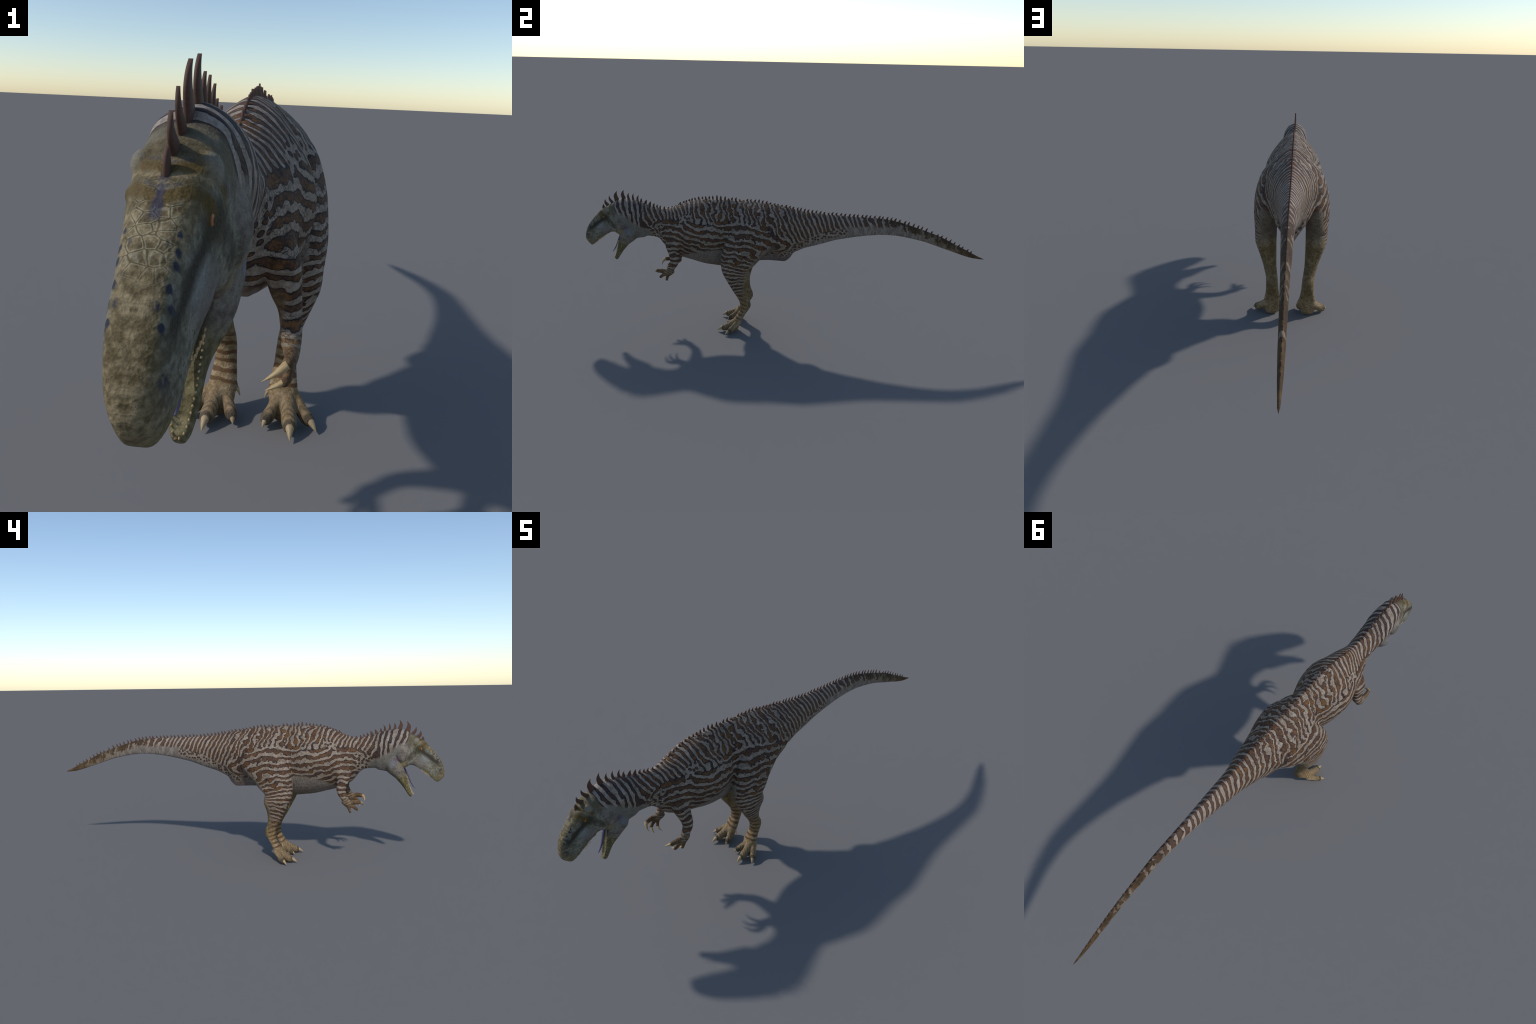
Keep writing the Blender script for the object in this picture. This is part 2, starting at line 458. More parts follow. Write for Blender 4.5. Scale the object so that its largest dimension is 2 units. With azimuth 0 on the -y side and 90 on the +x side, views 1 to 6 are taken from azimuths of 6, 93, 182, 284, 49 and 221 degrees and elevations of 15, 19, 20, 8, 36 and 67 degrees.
    hind = g.ss(y, -.42, -.40)
    leg_ok = g.m('MAXIMUM', outer, front_low) * not_rear
    limb_paint = g.lerp((1 - g.ss(z, .30, .36)) * hind, 1., leg_ok)
    pattern = pattern * limb_paint

    rear_thigh = (1 - not_rear) * g.band(z, .30, .452, .02) * hind * (1 - g.ss(y, -.045, -.02)) * g.ss(ax, .045, .06)
    pattern = pattern * (1 - rear_thigh * .85)

    # ---- ring-spots where the pattern breaks up
    pv2 = g.xyz(0., y + n_mid*.006, z + n_big*.006)
    cell = g.voronoi(g.xyz(y + n_mid*.006, z + n_big*.006, 0.), 62, 'F1', .8, '2D')
    spot_zone = g.band(z + n_big*.02, hem - .034, hem + .006, .006) * g.band(y, -.02, .33, .02)
    spot_zone2 = g.band(y + n_mid*.02, -.655, -.585, .01) * g.band(z, .462, .54, .01)
    flank_gap = g.band(y + n_mid*.02, -.50, -.43, .012) * g.band(depth, .05, .085, .008)
    zone = g.m('MAXIMUM', g.m('MAXIMUM', spot_zone, spot_zone2), flank_gap)
    dots = .60 - cell * 1.75 + n_rag * .45 + n_mid * .5
    dots = dots * 2.2
    field = g.lerp(zone, field, dots)
    pattern = g.m('MAXIMUM', pattern, zone)

    # threshold: share of brown
    thr = g.curve(y, [(-1, .0), (-.7, -.05), (-.5, -.20), (-.3, -.14), (-.1, -.16), (.05, -.22), (.2, -.20), (.45, -.32), (.6, -.5), (.8, -.6), (1, -.9)], vlo=-1, vhi=1)
    level = field - thr * (1 - zone)
    brown = g.ss(level, -.10, .16) * pattern
    edge = g.band(level, -.02, .52, .18) * pattern

    # ---- colours
    mott = n_fine * .9 + n_rag * .8
    pale = g.mix(g.ss(n_mid + n_rag*.6, -.22, .25), (.212, .164, .124), (.322, .264, .212))
    cool = g.band(y, -.86, -.60, .05) * g.ss(n_mid, -.1, .3)
    pale = g.mix(cool * .55, pale, (.29, .285, .30))
    pale = g.mix(g.ss(y, .05, .3) * .5, pale, (.285, .222, .182))
    tailwarm = g.ss(y, .42, .75)
    pale = g.mix(tailwarm * .6, pale, (.225, .155, .095))
    rust = g.ss(n_mid + n_rag*.9 + n_big*.4, -.08, .24)
    dark_brown = (.074, .038, .024)
    brown_c = g.mix(rust, dark_brown, (.140, .066, .022))
    neckdark = g.band(y, -.86, -.67, .03)
    brown_c = g.mix(neckdark * .75, brown_c, (.040, .028, .028))
    edge_c = (.019, .015, .016)
    tail_soft = g.ss(y, .12, .30)
    brown_c = g.mix(tail_soft*(1-tailwarm), brown_c, (.086, .049, .033))
    brown_c = g.mix(tailwarm, brown_c, (.070, .040, .014))
    col = g.mix(brown, pale, brown_c)
    col = g.mix(edge * g.lerp(tail_soft, .93, .78), col, edge_c)

    # belly and throat colours
    belly = g.mix(g.ss(n_big + n_mid*.5, -.2, .2), (.205, .172, .135), (.180, .150, .138))
    streak = g.noise(g.xyz(ax*90., y*150., z*12.), 1, 2)
    belly = g.mix(g.ss(streak, .35, .7)*.5, belly, (.29, .255, .21))
    tail_under = g.mix(g.ss(streak + n_mid*.5, .38, .62), (.165, .140, .118), (.290, .252, .222))
    belly = g.mix(g.ss(y, .04, .16), belly, tail_under)
    belly = g.mix(g.ss(y, .55, .85) * .7, belly, (.195, .140, .085))
    vent = g.spot((y, z), (.01, .385), .07, .05)
    belly = g.mix(vent*.75, belly, (.120, .085, .090))
    throat = g.band(y, -.80, -.62, .03)
    belly = g.mix(throat*.85, belly, g.mix(g.ss(n_mid, -.2, .25), (.135, .124, .098), (.200, .194, .172)))
    bellymask = (1 - pattern) * (1 - limb_any)
    col = g.mix(bellymask, col, belly)
    dapple = g.m('MAXIMUM', g.spot((y, z), (-.40, .44), .10, .05), bellymask * .5) * g.ss(n_rag + n_mid*.4, .05, .14) * .65
    col = g.mix(dapple * (1 - brown), col, (.13, .085, .05))

    # tail: brown top, blotchy end
    tiptop = g.ss(y, .42, .54) * (1 - g.ss(depth + n_mid*.04, .004, .026))
    col = g.mix(tiptop * g.ss(n_mid, -.2, .1) * .9, col, (.040, .026, .015))
    blot = g.ss(y, .50, .72) * g.ss(n_mid + n_rag*.4 + (ridge - z)*-2.5, -.14, .05)
    col = g.mix(blot * .35, col, (.085, .050, .020))
    bars = g.ss(y, .48, .60) * g.ss(g.m('SINE', (slant / .047) * TAU) + n_mid*2.2 + n_rag - (ridge - z)*22., -.1, .35)
    col = g.mix(bars * .68, col, (.040, .024, .011))
    tipend = g.ss(y + n_mid*.15, .80, .97)
    col = g.mix(tipend, col, g.mix(g.ss(n_mid, -.1, .2), (.062, .036, .015), (.125, .072, .028)))

    # limbs: tan hide, rust bands lower down, dark-ringed toes
    tan = g.mix(g.ss(n_rag + n_mid, -.2, .25), (.122, .082, .036), (.200, .143, .072))
    col = g.mix(rear_thigh * .8, col, g.mix(g.ss(n_mid, -.2, .2), (.135, .105, .065), (.20, .162, .115)))
    bare = (1 - g.ss(z + n_mid*.05, .285, .375)) * hind * (1 - leg_ok)
    col = g.mix(bare, col, tan)
    shin = hind * (1 - g.ss(z, .15, .24))
    low_pale = g.mix(g.ss(n_mid + n_rag, -.2, .3), (.190, .126, .060), (.305, .220, .128))
    low_band = g.ss(g.m('SINE', (z + (y + .2)*.35 + n_big*.024 + n_mid*.012) / .0215 * TAU) + n_rag*1.6 + n_mid*1.4, -.15, .55)
    mid_leg = g.curve(z, [(0, -.23), (.05, -.215), (.1, -.192), (.15, -.172), (.2, -.185), (.3, -.2), (1, -.2)], lo=0, hi=1, vlo=-.3, vhi=0)
    in_front = 1 - g.ss(y + n_mid*.05 + n_rag*.02, mid_leg - .002, mid_leg + .024)
    low_col = g.mix(low_band * in_front * g.ss(z, .052, .075) * .95, low_pale, (.098, .048, .019))
    low_col = g.mix(1 - g.m('MAXIMUM', leg_ok, 1 - g.ss(z, .06, .09)), low_col, tan)
    ring = g.m('SINE', (y*1.0 - z*.55 + n_big*.012 + n_mid*.006) / .0095 * TAU)
    toe = hind * (1 - g.ss(z, .040, .062)) * (1 - g.ss(y, -.236, -.222))
    low_col = g.mix(toe * g.ss(ring + n_rag*1.5 + n_mid*2, .1, .9) * .6, low_col, (.060, .048, .034))
    for b, t, r in TOE_CLAWS[:3]:      # dark cuff round each claw
        d = g.m('SQRT', (ax - b[0])*(ax - b[0]) + (y - b[1])*(y - b[1]) + (z - b[2])*(z - b[2]))
        low_col = g.mix((1 - g.ss(d + n_rag*.006, .011, .018)) * .8, low_col, (.048, .038, .028))
    low_col = g.mix(toe * g.ss(n_mid + n_rag, -.05, .2) * .5, low_col, (.110, .072, .036))
    col = g.mix(shin, col, low_col)
    fore = (1 - hind) * (1 - g.ss(z, .395, .41)) * g.ss(ax, .03, .04) * g.ss(y, -.67, -.65) * g.m('MAXIMUM', 1 - g.ss(y, -.502, -.494), 1 - g.ss(z, .342, .348))
    hand_c = g.mix(g.ss(n_mid + n_rag, -.15, .2), (.085, .050, .026), (.155, .095, .048))
    hband = g.ss(g.m('SINE', (z + (y + .55)*.5 + n_mid*.01) / .0125 * TAU) + n_rag, .0, .6)
    hand_c = g.mix(hband * g.ss(z, .296, .310) * g.ss(y, -.582, -.568) * (1 - g.ss(z, .34, .35)), hand_c, (.205, .165, .118))
    inner_arm = 1 - g.ss(ax, .070, .084)
    hand_m = g.m('MAXIMUM', fore * (1 - g.ss(z + n_mid*.02, .325, .345)), fore * inner_arm)
    col = g.mix(hand_m, col, hand_c)

    # ---- head -----------------------------------------------------------------
    a = (y + .84) * -.857 + (z - .489) * -.517       # along the snout
    b = (y + .84) * -.46 + (z - .489) * .888         # height above the lip
    wob = n_mid * .02
    side_c = g.mix(g.ss(n_mid + n_rag*.8, -.2, .25), (.098, .088, .060), (.215, .202, .156))
    side_c = g.mix(g.spot((a, b), (.042, .060), .022, .018) * .8, side_c, (.225, .238, .225))
    side_c = g.mix(g.ss(n_rag, .10, .22) * .4, side_c, (.07, .065, .06))
    top_c = g.mix(g.ss(n_mid*.8 + n_rag, -.2, .22), (.105, .078, .036), (.225, .176, .100))
    plate = g.voronoi(g.xyz(x + n_mid*.01, y*1.3, z*1.3), 80, 'DISTANCE_TO_EDGE', .8)
    plates = g.band(a, -.0, .075, .015) * (1 - g.ss(ax, .014, .022))
    top_c = g.mix(plates * g.band(plate, .05, .12, .025) * .55, top_c, (.300, .270, .190))
    top_c = g.mix(plates * (1 - g.ss(plate, .015, .05)) * .75, top_c, (.085, .062, .022))
    crown = g.m('MAXIMUM', g.ss(b + ax*-1.0 + wob, .066, .086), g.ss(a, .05, .085) * (1 - g.ss(ax + wob*.5, .0155, .0215)))
    crown = g.m('MAXIMUM', crown, g.ss(a + wob, .125, .14) * .7)
    head_c = g.mix(crown, side_c, top_c)
    # eye stripe running to the nostril
    line = b + a*.16 + wob*.5
    stripe = g.band(line, .075, .094, .008) * g.band(a, -.022, .108, .016) * g.ss(ax, .012, .020)
    head_c = g.mix(stripe * .95, head_c, (.032, .025, .016))
    mauve_lip = g.spot((a, b), (.030, .022), .030, .018)
    head_c = g.mix(mauve_lip * .6, head_c, g.mix(g.ss(n_rag, -.05, .15), (.170, .140, .125), (.115, .09, .10)))
    temple = g.band(a - b*.12 + wob, -.034, -.016, .007) * g.band(b, .022, .075, .012)
    head_c = g.mix(temple * .75, head_c, (.040, .032, .020))
    speck = g.voronoi(g.xyz(a, b, 0.), 120, 'F1', 1, '2D')
    head_c = g.mix((1 - g.ss(speck + n_rag*.4, .10, .24)) * g.ss(n_mid, -.02, .1) * g.ss(a, .03, .05) * g.ss(ax, .017, .021) * .7, head_c, (.05, .052, .040))
    socket = g.spot((y, z), (-.882, .566), .019, .010) * g.ss(ax, .02, .028)
    head_c = g.mix(socket * .9, head_c, (.040, .036, .018))
    # brow bands and blue marks
    brow = g.m('MAXIMUM', g.band(a + ax*.45 + wob*.4, -.019, -.007, .003), g.band(a + ax*.55 + wob*.4, .010, .023, .003)) * g.ss(b, .082, .095)
    crest_dark = g.band(a + wob, -.060, -.022, .008) * g.ss(b, .085, .105) * g.ss(n_mid + n_rag*.5, -.2, .12)
    head_c = g.mix(crest_dark * .7, head_c, (.048, .038, .018))
    brow_rim = g.m('MAXIMUM', g.band(a + ax*.45 + wob*.4, -.023, -.017, .003), g.band(a + ax*.55 + wob*.4, .004, .010, .003)) * g.ss(b, .082, .095) * g.ss(n_rag, -.1, .1)
    head_c = g.mix(brow_rim * .7, head_c, (.030, .032, .040))
    head_c = g.mix(brow * .9, head_c, (.088, .056, .014))
    blue = (1 - g.ss(ax + n_rag*.006, .0025, .0055)) * g.band(a, -.012, .034, .004) * g.ss(n_mid + .18, -.1, .1) * g.ss(b, .10, .11)
    head_c = g.mix(blue * .7, head_c, (.018, .024, .060))
    pale_boss = g.spot((y, z), (-.868, .606), .0125, .006) * g.ss(ax, .022, .030)
    head_c = g.mix(pale_boss * .8, head_c, (.215, .20, .16))
    freck = g.voronoi(g.xyz(a*.62, ax*1.0, 0.), 110, 'F1', .8, '2D')
    freckles = (1 - g.ss(freck + n_rag*.5, .13, .30)) * g.band(ax, .0135, .0245, .0025) * g.band(a, .03, .135, .01) * g.ss(b, .03, .05)
    head_c = g.mix(freckles * .9, head_c, (.020, .026, .045))
    lips = (1 - g.ss(b + wob*.5, .004, .020)) * g.ss(a, .0, .03)
    head_c = g.mix(lips * .5, head_c, (.16, .135, .065))
    # cheek, throat and lower jaw
    jaw_c = g.mix(g.ss(n_mid + n_rag*.8, -.2, .25), (.100, .084, .038), (.185, .155, .080))
    jaw_c = g.mix(g.ss(n_mid - n_rag, .12, .25)*.6, jaw_c, (.075, .07, .045))
    mauve = g.mix(g.ss(n_mid + n_rag*.6, -.2, .25), (.112, .092, .076), (.190, .164, .132))
    jm = g.ss(z + (y + .80)*.35 + n_mid*.02, .420, .455)
    low_head = g.mix(jm, jaw_c, mauve)
    low_head = g.mix(g.spot((y, z), (-.768, .52), .020, .012) * .6, low_head, (.115, .072, .105))
    low_head = g.mix(g.spot((y, z), (-.757, .498), .018, .012) * .6, low_head, (.17, .195, .22))
    tendon = g.spot((y, z), (-.812, .497), .014, .008)
    low_head = g.mix(tendon * .8, low_head, (.24, .18, .08))
    is_low = 1 - g.ss(b + n_mid*.01, -.010, .006)
    is_low = g.m('MAXIMUM', is_low, 1 - g.ss(a + b*.20 + n_mid*.012, -.036, -.024))
    low_or_back = g.mix(g.ss(z + n_mid*.02, .575, .60), low_head, g.mix(g.ss(n_mid, -.2, .2), (.095, .078, .045), (.165, .145, .10)))
    head_c = g.mix(is_low, head_c, low_or_back)
    gum = (1 - g.ss(ax, .009, .013)) * is_low * (1 - g.ss(b, -.02, -.01)) * g.ss(a, .0, .01) * 0
    # boundary of head paint against the striped neck
    collar = g.curve(z, [(0, -.70), (.44, -.71), (.47, -.735), (.52, -.765), (.56, -.795), (.60, -.825), (.64, -.838), (.70, -.845), (1, -.85)], lo=0, hi=1, vlo=-1, vhi=0)
    head_m = 1 - g.ss(y + n_mid*.025, collar - .008, collar + .010)
    col = g.mix(head_m, col, head_c)

    # ---- cracks in the hide and overall grain
    crack = g.voronoi(g.xyz(ax + n_mid*.02, y + n_mid*.02, z*1.0), 105, 'DISTANCE_TO_EDGE', 1)
    crackmask = g.m('MAXIMUM', g.ss(n_huge + n_big*.6, .02, .15), g.m('MAXIMUM', g.spot((y, z), (-.40, .435), .075, .03), messy * .5 + .30)) * (1 - head_m) * (1 - limb) * g.ss(.25 - y, 0., .1)
    col = g.mix((1 - g.ss(crack, .015, .055)) * crackmask * .8, col, (.035, .027, .025))
    grain = g.m('MULTIPLY_ADD', mott + g.noise(P, 900, 1) - .5, .70, 1., clamp=False)
    hsv = g.t.nodes.new('ShaderNodeHueSaturation')
    g.put(hsv.inputs['Color'], col); g.put(hsv.inputs['Value'], grain)
    col = S(g, hsv.outputs[0])
    scale_b = g.voronoi(P, 260, 'F1', 1)
    bump = scale_b * .5 + n_fine * .5 + n_rag * .9 - (1 - g.ss(crack, .0, .06)) * crackmask * .6 - toe * g.ss(ring, .2, .9) * .8
    return g.finish(col, .72, .22, bump, .65, .0018)


def simple(name, c1, c2, scale, rough=.6, spec=.3, stretch=(1, 1, 1), bump=.15):
    g = G(name)
    x, y, z = g.split(S(g, g.tc.outputs['Object']))
    P = g.xyz(x*stretch[0], y*stretch[1], z*stretch[2])
    n = g.noise(P, scale, 3)
    col = g.mix(g.ss(n, .3, .7), c1, c2)
    return g.finish(col, rough, spec, n, bump, .001)


def build_eye():
    g = G('amber_eye')
    x, y, z = g.split(S(g, g.tc.outputs['Object']))
    d = g.m('SQRT', (y + .887)*(y + .887) + (z - .567)*(z - .567))
    n = g.noise(g.xyz(x, y, z), 900, 2)
    c = g.mix(g.ss(d + (n - .5)*.0008, .0042, .0064), (.42, .15, .055), (.11, .05, .025))
    c = g.mix(1 - g.ss(d, .0026, .0032), c, (.004, .004, .004))
    return g.finish(c, .5, .2)


MAT_SKIN = build_skin()
MAT_SPIKE = simple('brown_spine', (.072, .036, .024), (.098, .050, .034), 30, .65, .25)
MAT_CLAW = simple('horn_claw', (.33, .225, .105), (.44, .33, .175), 8, .5, .35, (1, 1, 1))
MAT_TOECLAW = simple('pale_toe_claw', (.30, .210, .112), (.41, .300, .170), 8, .5, .35)
MAT_TOOTH = simple('ivory_tooth', (.48, .31, .14), (.58, .42, .24), 6, .4, .4)
MAT_TONGUE = simple('violet_tongue', (.050, .046, .105), (.080, .074, .150), 60, .45, .4)
MAT_EYE = build_eye()
MAT_PALATE = simple('mouth_lining', (.30, .20, .13), (.40, .33, .26), 70, .5, .35)

# =====================================================================
#  Objects
# =====================================================================
root = bpy.data.objects.new('theropod_dinosaur', None)
COL.objects.link(root)
root['label'] = 'striped bipedal dinosaur with open jaws and spiny back crest'
root['category'] = 'dinosaur'


def link(obj, parent):
    COL.objects.link(obj); obj.parent = parent
    return obj


# ---- split the one body surface into anatomical parts sharing border vertices
obj_of = {}
keys = [('torso', 0), ('tail', 0), ('neck', 0), ('head', 0), ('jaw', 0)]
for sd in (1, -1):
    keys += [('hindlimb', sd), ('foot', sd), ('forelimb', sd), ('hand', sd)]
by_key = {k: [] for k in keys}
for i, k in enumerate(region):
    by_key[k].append(i)
for k in keys:
    idx = by_key[k]
    used = {}
    vs, ns, fs = [], [], []
    for i in idx:
        q = []
        for v in fv[ls[i]:ls[i] + lt[i]]:
            if v not in used:
                used[v] = len(vs); vs.append(co[v]); ns.append(nrm[v])
            q.append(used[v])
        fs.append(q)
    me = bpy.data.meshes.new(k[0])
    me.from_pydata([tuple(p) for p in vs], [], fs)
    me.polygons.foreach_set('use_smooth', [True]*len(fs))
    me.normals_split_custom_set_from_vertices([tuple(n) for n in ns])
    me.materials.append(MAT_SKIN)
    parent = root
    if k[0] == 'foot': parent = obj_of[('hindlimb', k[1])]
    if k[0] == 'hand': parent = obj_of[('forelimb', k[1])]
    obj_of[k] = link(bpy.data.objects.new(k[0], me), parent)

# ---- shared unit meshes ------------------------------------------------------

def horn_mesh(name, mat, n=12, steps=10, bend=.28, taper=1.0, flat=1.0, tip=.02, bulge=0.):
    """unit horn: base at origin, radius 1 (x) by flat (y), grows to z=1 with the tip curving to +x"""
    rings = []
    for i in range(steps + 1):
        t = i/steps
        r = max(tip, (1 - t**(1.0/taper)) if taper != 1 else 1 - t)
        r = max(tip, (1 - t)**.8 + bulge*math.sin(math.pi*t)*(1 - t))
        a = np.linspace(0, 2*math.pi, n, endpoint=False)
        off = bend * (t*t - t) * 4
        rings.append(np.stack([np.cos(a)*r, np.sin(a)*r*flat, np.full(n, t)], 1) + np.array([off, 0, 0]))
    v, f = skin_rings(rings)
    me = bpy.data.meshes.new(name); me.from_pydata([tuple(p) for p in v], [], f)
    me.polygons.foreach_set('use_smooth', [True]*len(f))
    me.materials.append(mat)
    return me


def spine_mesh(name, pts, hw_base, hw_tip):
    """Blade-like spine in the unit box. pts: (lean, height, half_depth) up the centre line; constant-ish thickness in x."""
    rows = catmull(pts, 4)
    top = rows[-1][1]
    rings = []
    for s, h, d in rows:
        t = h/top
        w = hw_base + (hw_tip - hw_base)*t
        c = .45    # rounded rectangle section
        shape = [(1, -c), (1, c), (.72, .82), (.3, 1), (-.3, 1), (-.72, .82), (-1, c), (-1, -c), (-.72, -.82), (-.3, -1), (.3, -1), (.72, -.82)]
        rings.append(np.array([(w*a, s + d*b, h) for a, b in shape]))
    v, f = skin_rings(rings)
    me = bpy.data.meshes.new(name); me.from_pydata([tuple(p) for p in v], [], f)
    me.polygons.foreach_set('use_smooth', [True]*len(f))
    me.set_sharp_from_angle(angle=math.radians(50))
    me.materials.append(MAT_SPIKE)
    return me


# lean (+y = toward the tail), height, half depth
SPINE_A = spine_mesh('spine', [(0, -.25, .30), (-.02, .15, .295), (-.01, .40, .275), (.05, .62, .215), (.14, .82, .125), (.27, 1.0, .03)], .22, .13)
SPINE_B = spine_mesh('spine', [(0, -.25, .31), (-.03, .10, .295), (-.09, .30, .265), (-.13, .50, .225), (-.10, .70, .16), (.00, .87, .085), (.14, 1.0, .015)], .21, .10)
SPINE_C = spine_mesh('spine', [(0, -.25, .33), (.0, .15, .325), (.0, .45, .285), (.02, .75, .175), (.06, 1.0, .03)], .20, .13)

def spine(mesh, base, tip, depth_scale, width_scale, parent):
    """place a spine from base to tip ((y,z) pairs on the mid-line)"""
    by, bz = base; ty, tz = tip
    h = math.hypot(ty-by, tz-bz)
    ang = math.atan2(ty-by, tz-bz)          # lean toward +y
    ob = bpy.data.objects.new('spine', mesh)
    ob.matrix_world = Matrix.Translation((0, by, bz)) @ Matrix.Rotation(-ang, 4, 'X') @ Matrix.Diagonal((width_scale, depth_scale, h, 1))
    link(ob, parent)
    return ob

def owner(y):
    if y > .055: return obj_of[('tail', 0)]
    if y > -.59: return obj_of[('torso', 0)]
    if y > -.835: return obj_of[('neck', 0)]
    return obj_of[('head', 0)]

# top line of the body, straight from the trunk sections
TOPLINE = sorted((s[0], s[1]) for s in TRUNK if s[0] > -.95)
TY = [p[0] for p in TOPLINE]; TZ = [p[1] for p in TOPLINE]
def ridge_z(y): return float(np.interp(y, TY, TZ))

CREST = [  # base y, tip y, tip z, depth, width, shape
    (-.896, -.8965, .6240, .020, .030, SPINE_C), (-.872, -.8885, .6480, .030, .036, SPINE_B),
    (-.848, -.8670, .6670, .026, .034, SPINE_B), (-.825, -.8280, .6925, .040, .042, SPINE_B),
    (-.790, -.7930, .6995, .034, .040, SPINE_B), (-.766, -.7660, .6860, .021, .032, SPINE_B),
    (-.743, -.7420, .6840, .019, .030, SPINE_B), (-.722, -.7160, .6770, .019, .030, SPINE_B),
    (-.703, -.7000, .6620, .018, .028, SPINE_B), (-.682, -.6800, .6550, .022, .028, SPINE_A),
    (-.661, -.6600, .6470, .022, .026, SPINE_A), (-.643, -.6410, .6390, .017, .024, SPINE_A),
    (-.626, -.6240, .6330, .014, .022, SPINE_A), (-.610, -.6080, .6285, .013, .020, SPINE_A),
    (-.589, -.5880, .6240, .013, .020, SPINE_A), (-.568, -.5660, .6220, .012, .020, SPINE_A),
    (-.549, -.5470, .6270, .012, .020, SPINE_A), (-.531, -.5285, .6330, .012, .020, SPINE_A),
]
for by, ty, tz, d, w, me in CREST:
    spine(me, (by, ridge_z(by) - .001), (ty, tz), d, w*.5, owner(by))
# row down the back and tail: where each tip stands and how far above the hide (mm)
ROW = [(-.514, 4), (-.507, 11), (-.489, 10), (-.476, 9), (-.462, 9), (-.448, 9.5), (-.434, 10), (-.416, 12), (-.397, 11),
       (-.381, 12), (-.363, 14), (-.346, 15.5), (-.325, 20), (-.306, 16.5), (-.284, 16.5), (-.267, 8), (-.25, 14), (-.231, 14),
       (-.213, 6.5), (-.193, 4), (-.174, 12), (-.157, 12), (-.135, 12), (-.116, 14.5), (-.098, 12.5), (-.078, 12.5), (-.06, 8.5),
       (-.04, 8), (-.023, 7), (-.003, 8), (.018, 12), (.036, 11.5), (.053, 11.5), (.075, 14), (.091, 17), (.11, 16), (.127, 15),
       (.147, 15), (.167, 15), (.187, 13.5), (.206, 12), (.226, 10), (.245, 14), (.265, 13.5), (.288, 13), (.308, 12.5), (.33, 13),
       (.351, 13), (.369, 12.5), (.392, 13), (.411, 13.5), (.43, 13), (.452, 13.5), (.475, 15), (.491, 14), (.513, 14.5),
       (.533, 14.5), (.553, 15), (.574, 14.5), (.601, 16), (.619, 16.5), (.644, 17.5), (.666, 16.5), (.685, 17), (.708, 17.5),
       (.734, 12), (.764, 8.5), (.785, 12), (.807, 13.5), (.829, 14.5), (.85, 12.5), (.873, 11.5), (.891, 10), (.917, 10.5), (.935, 9.5)]
for y, mm in ROW:
    h = mm*.00108
    lean = float(np.interp(y, [-.52, -.42, -.36, -.3, -.2, -.05, .3, .6, .95], [.25, -.05, -.05, .02, .12, .20, .22, .22, .25]))
    by = y - lean*h
    me = SPINE_C if -.47 < y < -.25 else SPINE_A
    spine(me, (by, ridge_z(by) - .0008), (y, ridge_z(y) + h), float(np.interp(y, [-.5, 0, .6, .95], [.0145, .0155, .0150, .0125]))*random.uniform(.92, 1.08),
          float(np.interp(y, [-.5, .1, .6, .95], [.0115, .0105, .0095, .0075])), owner(y))

# ---- claws and teeth ---------------------------------------------------------
CLAW = horn_mesh('claw', MAT_CLAW, 14, 10, .62, flat=.8, tip=.03)
TOECLAW = horn_mesh('claw', MAT_TOECLAW, 14, 10, .22, flat=.95, tip=.05)
TOOTH = horn_mesh('tooth', MAT_TOOTH, 8, 5, .25, flat=.75, tip=.06)


def horn(mesh, name, base, tip, r, bend_dir, parent):
    base, tip = Vector(base), Vector(tip)
    zaxis = tip - base; L = zaxis.length; zaxis.normalize()
    xa = Vector(bend_dir); xa = (xa - zaxis*xa.dot(zaxis)).normalized()
    ya = zaxis.cross(xa)
    M = Matrix((xa*r, ya*r, zaxis*L)).transposed().to_4x4()
    M.translation = base
    ob = bpy.data.objects.new(name, mesh); ob.matrix_world = M
    return link(ob, parent)

for sd in (1, -1):
    f = lambda p: (p[0]*sd, p[1], p[2])
    for i, (b, t, r) in enumerate(TOE_CLAWS):
        horn(TOECLAW, 'claw', f(b), f(t), r, (0, .2, -1), obj_of[('hindlimb', sd)])
    for b, t, r in FINGER_CLAWS:
        horn(CLAW, 'claw', f(b), f(t), r, (-sd*.6, .55, -.45), obj_of[('forelimb', sd)])

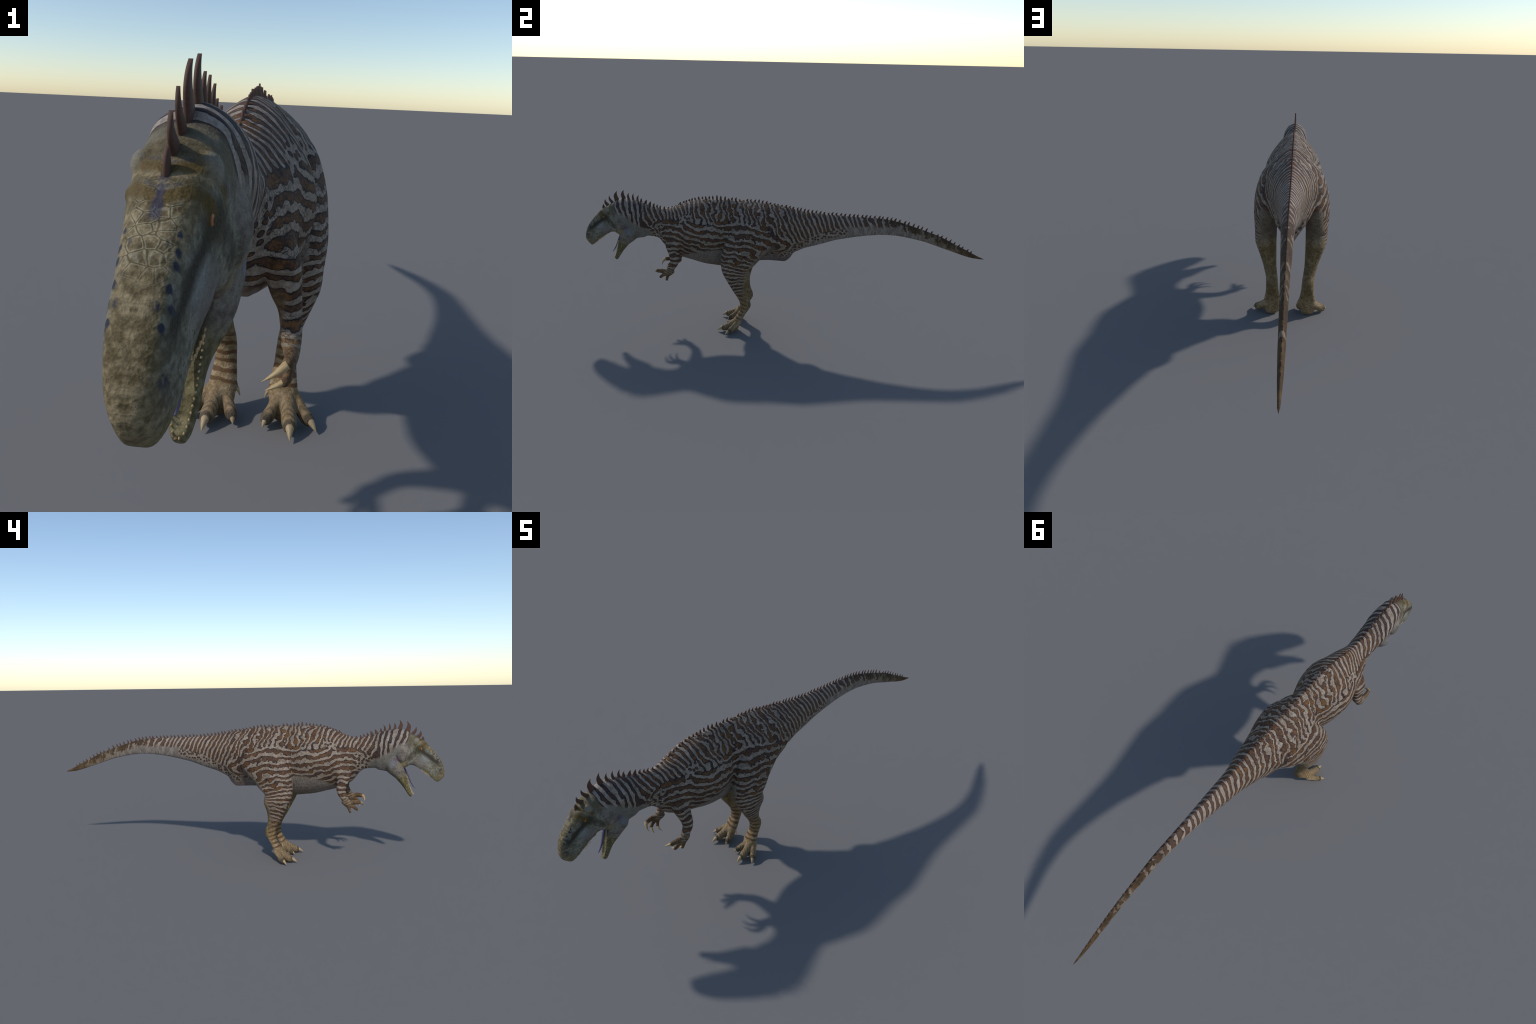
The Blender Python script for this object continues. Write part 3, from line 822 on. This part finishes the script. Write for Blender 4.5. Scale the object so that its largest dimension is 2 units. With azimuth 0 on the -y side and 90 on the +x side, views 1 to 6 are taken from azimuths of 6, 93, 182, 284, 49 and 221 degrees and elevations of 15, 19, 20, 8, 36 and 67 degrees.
# upper teeth follow the lip; lower teeth follow the jaw rim
LIP = catmull([(.0365, -.893, .4665), (.0325, -.907, .4570), (.028, -.922, .4455), (.0225, -.938, .4330), (.016, -.953, .4215), (.008, -.965, .4155)], 8)
JAWRIM = catmull([(.0195, -.8255, .440), (.0165, -.835, .408), (.0145, -.840, .388), (.0115, -.846, .370), (.0085, -.851, .357), (.005, -.8555, .3490), (.0015, -.857, .3465)], 8)
def along(path, n):
    seg = np.r_[0, np.cumsum(np.linalg.norm(np.diff(path, axis=0), axis=1))]
    s = np.linspace(0, seg[-1], n)
    return np.stack([np.interp(s, seg, path[:, i]) for i in range(3)], 1)
for sd in (1, -1):
    for i, p in enumerate(along(LIP, 15)):
        L = .0068 * random.uniform(.7, 1.2) * (1.35 if i in (3, 4) else 1)
        base = Vector((p[0]*.84*sd, p[1] + .001, p[2] + .004))
        tip = base + Vector((-.10*sd, .12, -1)).normalized() * (L + .003) + Vector((0, -.20*L, 0))
        horn(TOOTH, 'tooth', base, tip, .0021, (0, 1, 0), obj_of[('head', 0)])
    for i, p in enumerate(along(JAWRIM, 16)):
        L = .0070 * random.uniform(.7, 1.2)
        base = Vector((p[0]*.88*sd, p[1] + .0025, p[2] - .001))
        tip = base + Vector((.12*sd, -.93, .35)).normalized() * (L + .0025)
        horn(TOOTH, 'tooth', base, tip, .0020, (0, .3, 1), obj_of[('jaw', 0)])

# ---- tongue ------------------------------------------------------------------
v, f = tube([(0, -.808, .482, .0080, .0040), (0, -.8215, .462, .0080, .0040), (0, -.831, .441, .0072, .0036), (0, -.841, .417, .0058, .0030), (0, -.851, .396, .0042, .0025), (0, -.860, .383, .0028, .0019), (0, -.8655, .3765, .0014, .0012)], 5, 14, up=(0, -1, .3))
me = bpy.data.meshes.new('tongue'); me.from_pydata([tuple(p) for p in v], [], f)
me.polygons.foreach_set('use_smooth', [True]*len(f)); me.materials.append(MAT_TONGUE)
link(bpy.data.objects.new('tongue', me), obj_of[('jaw', 0)])

# ---- eyes: set so that they stand just proud of the skin -----------------------
for sd in (1, -1):
    hit = body_bvh.ray_cast(Vector((sd*.2, -.887, .567)), Vector((-sd, 0, 0)))
    xs = hit[0].x if hit[0] else .036*sd
    v, f = ellipsoid((xs - sd*.0024, -.887, .567), (.0036, .0066, .0066), 24)
    me = bpy.data.meshes.new('eye'); me.from_pydata([tuple(p) for p in v], [], f)
    me.polygons.foreach_set('use_smooth', [True]*len(f)); me.materials.append(MAT_EYE)
    link(bpy.data.objects.new('eye', me), obj_of[('head', 0)])
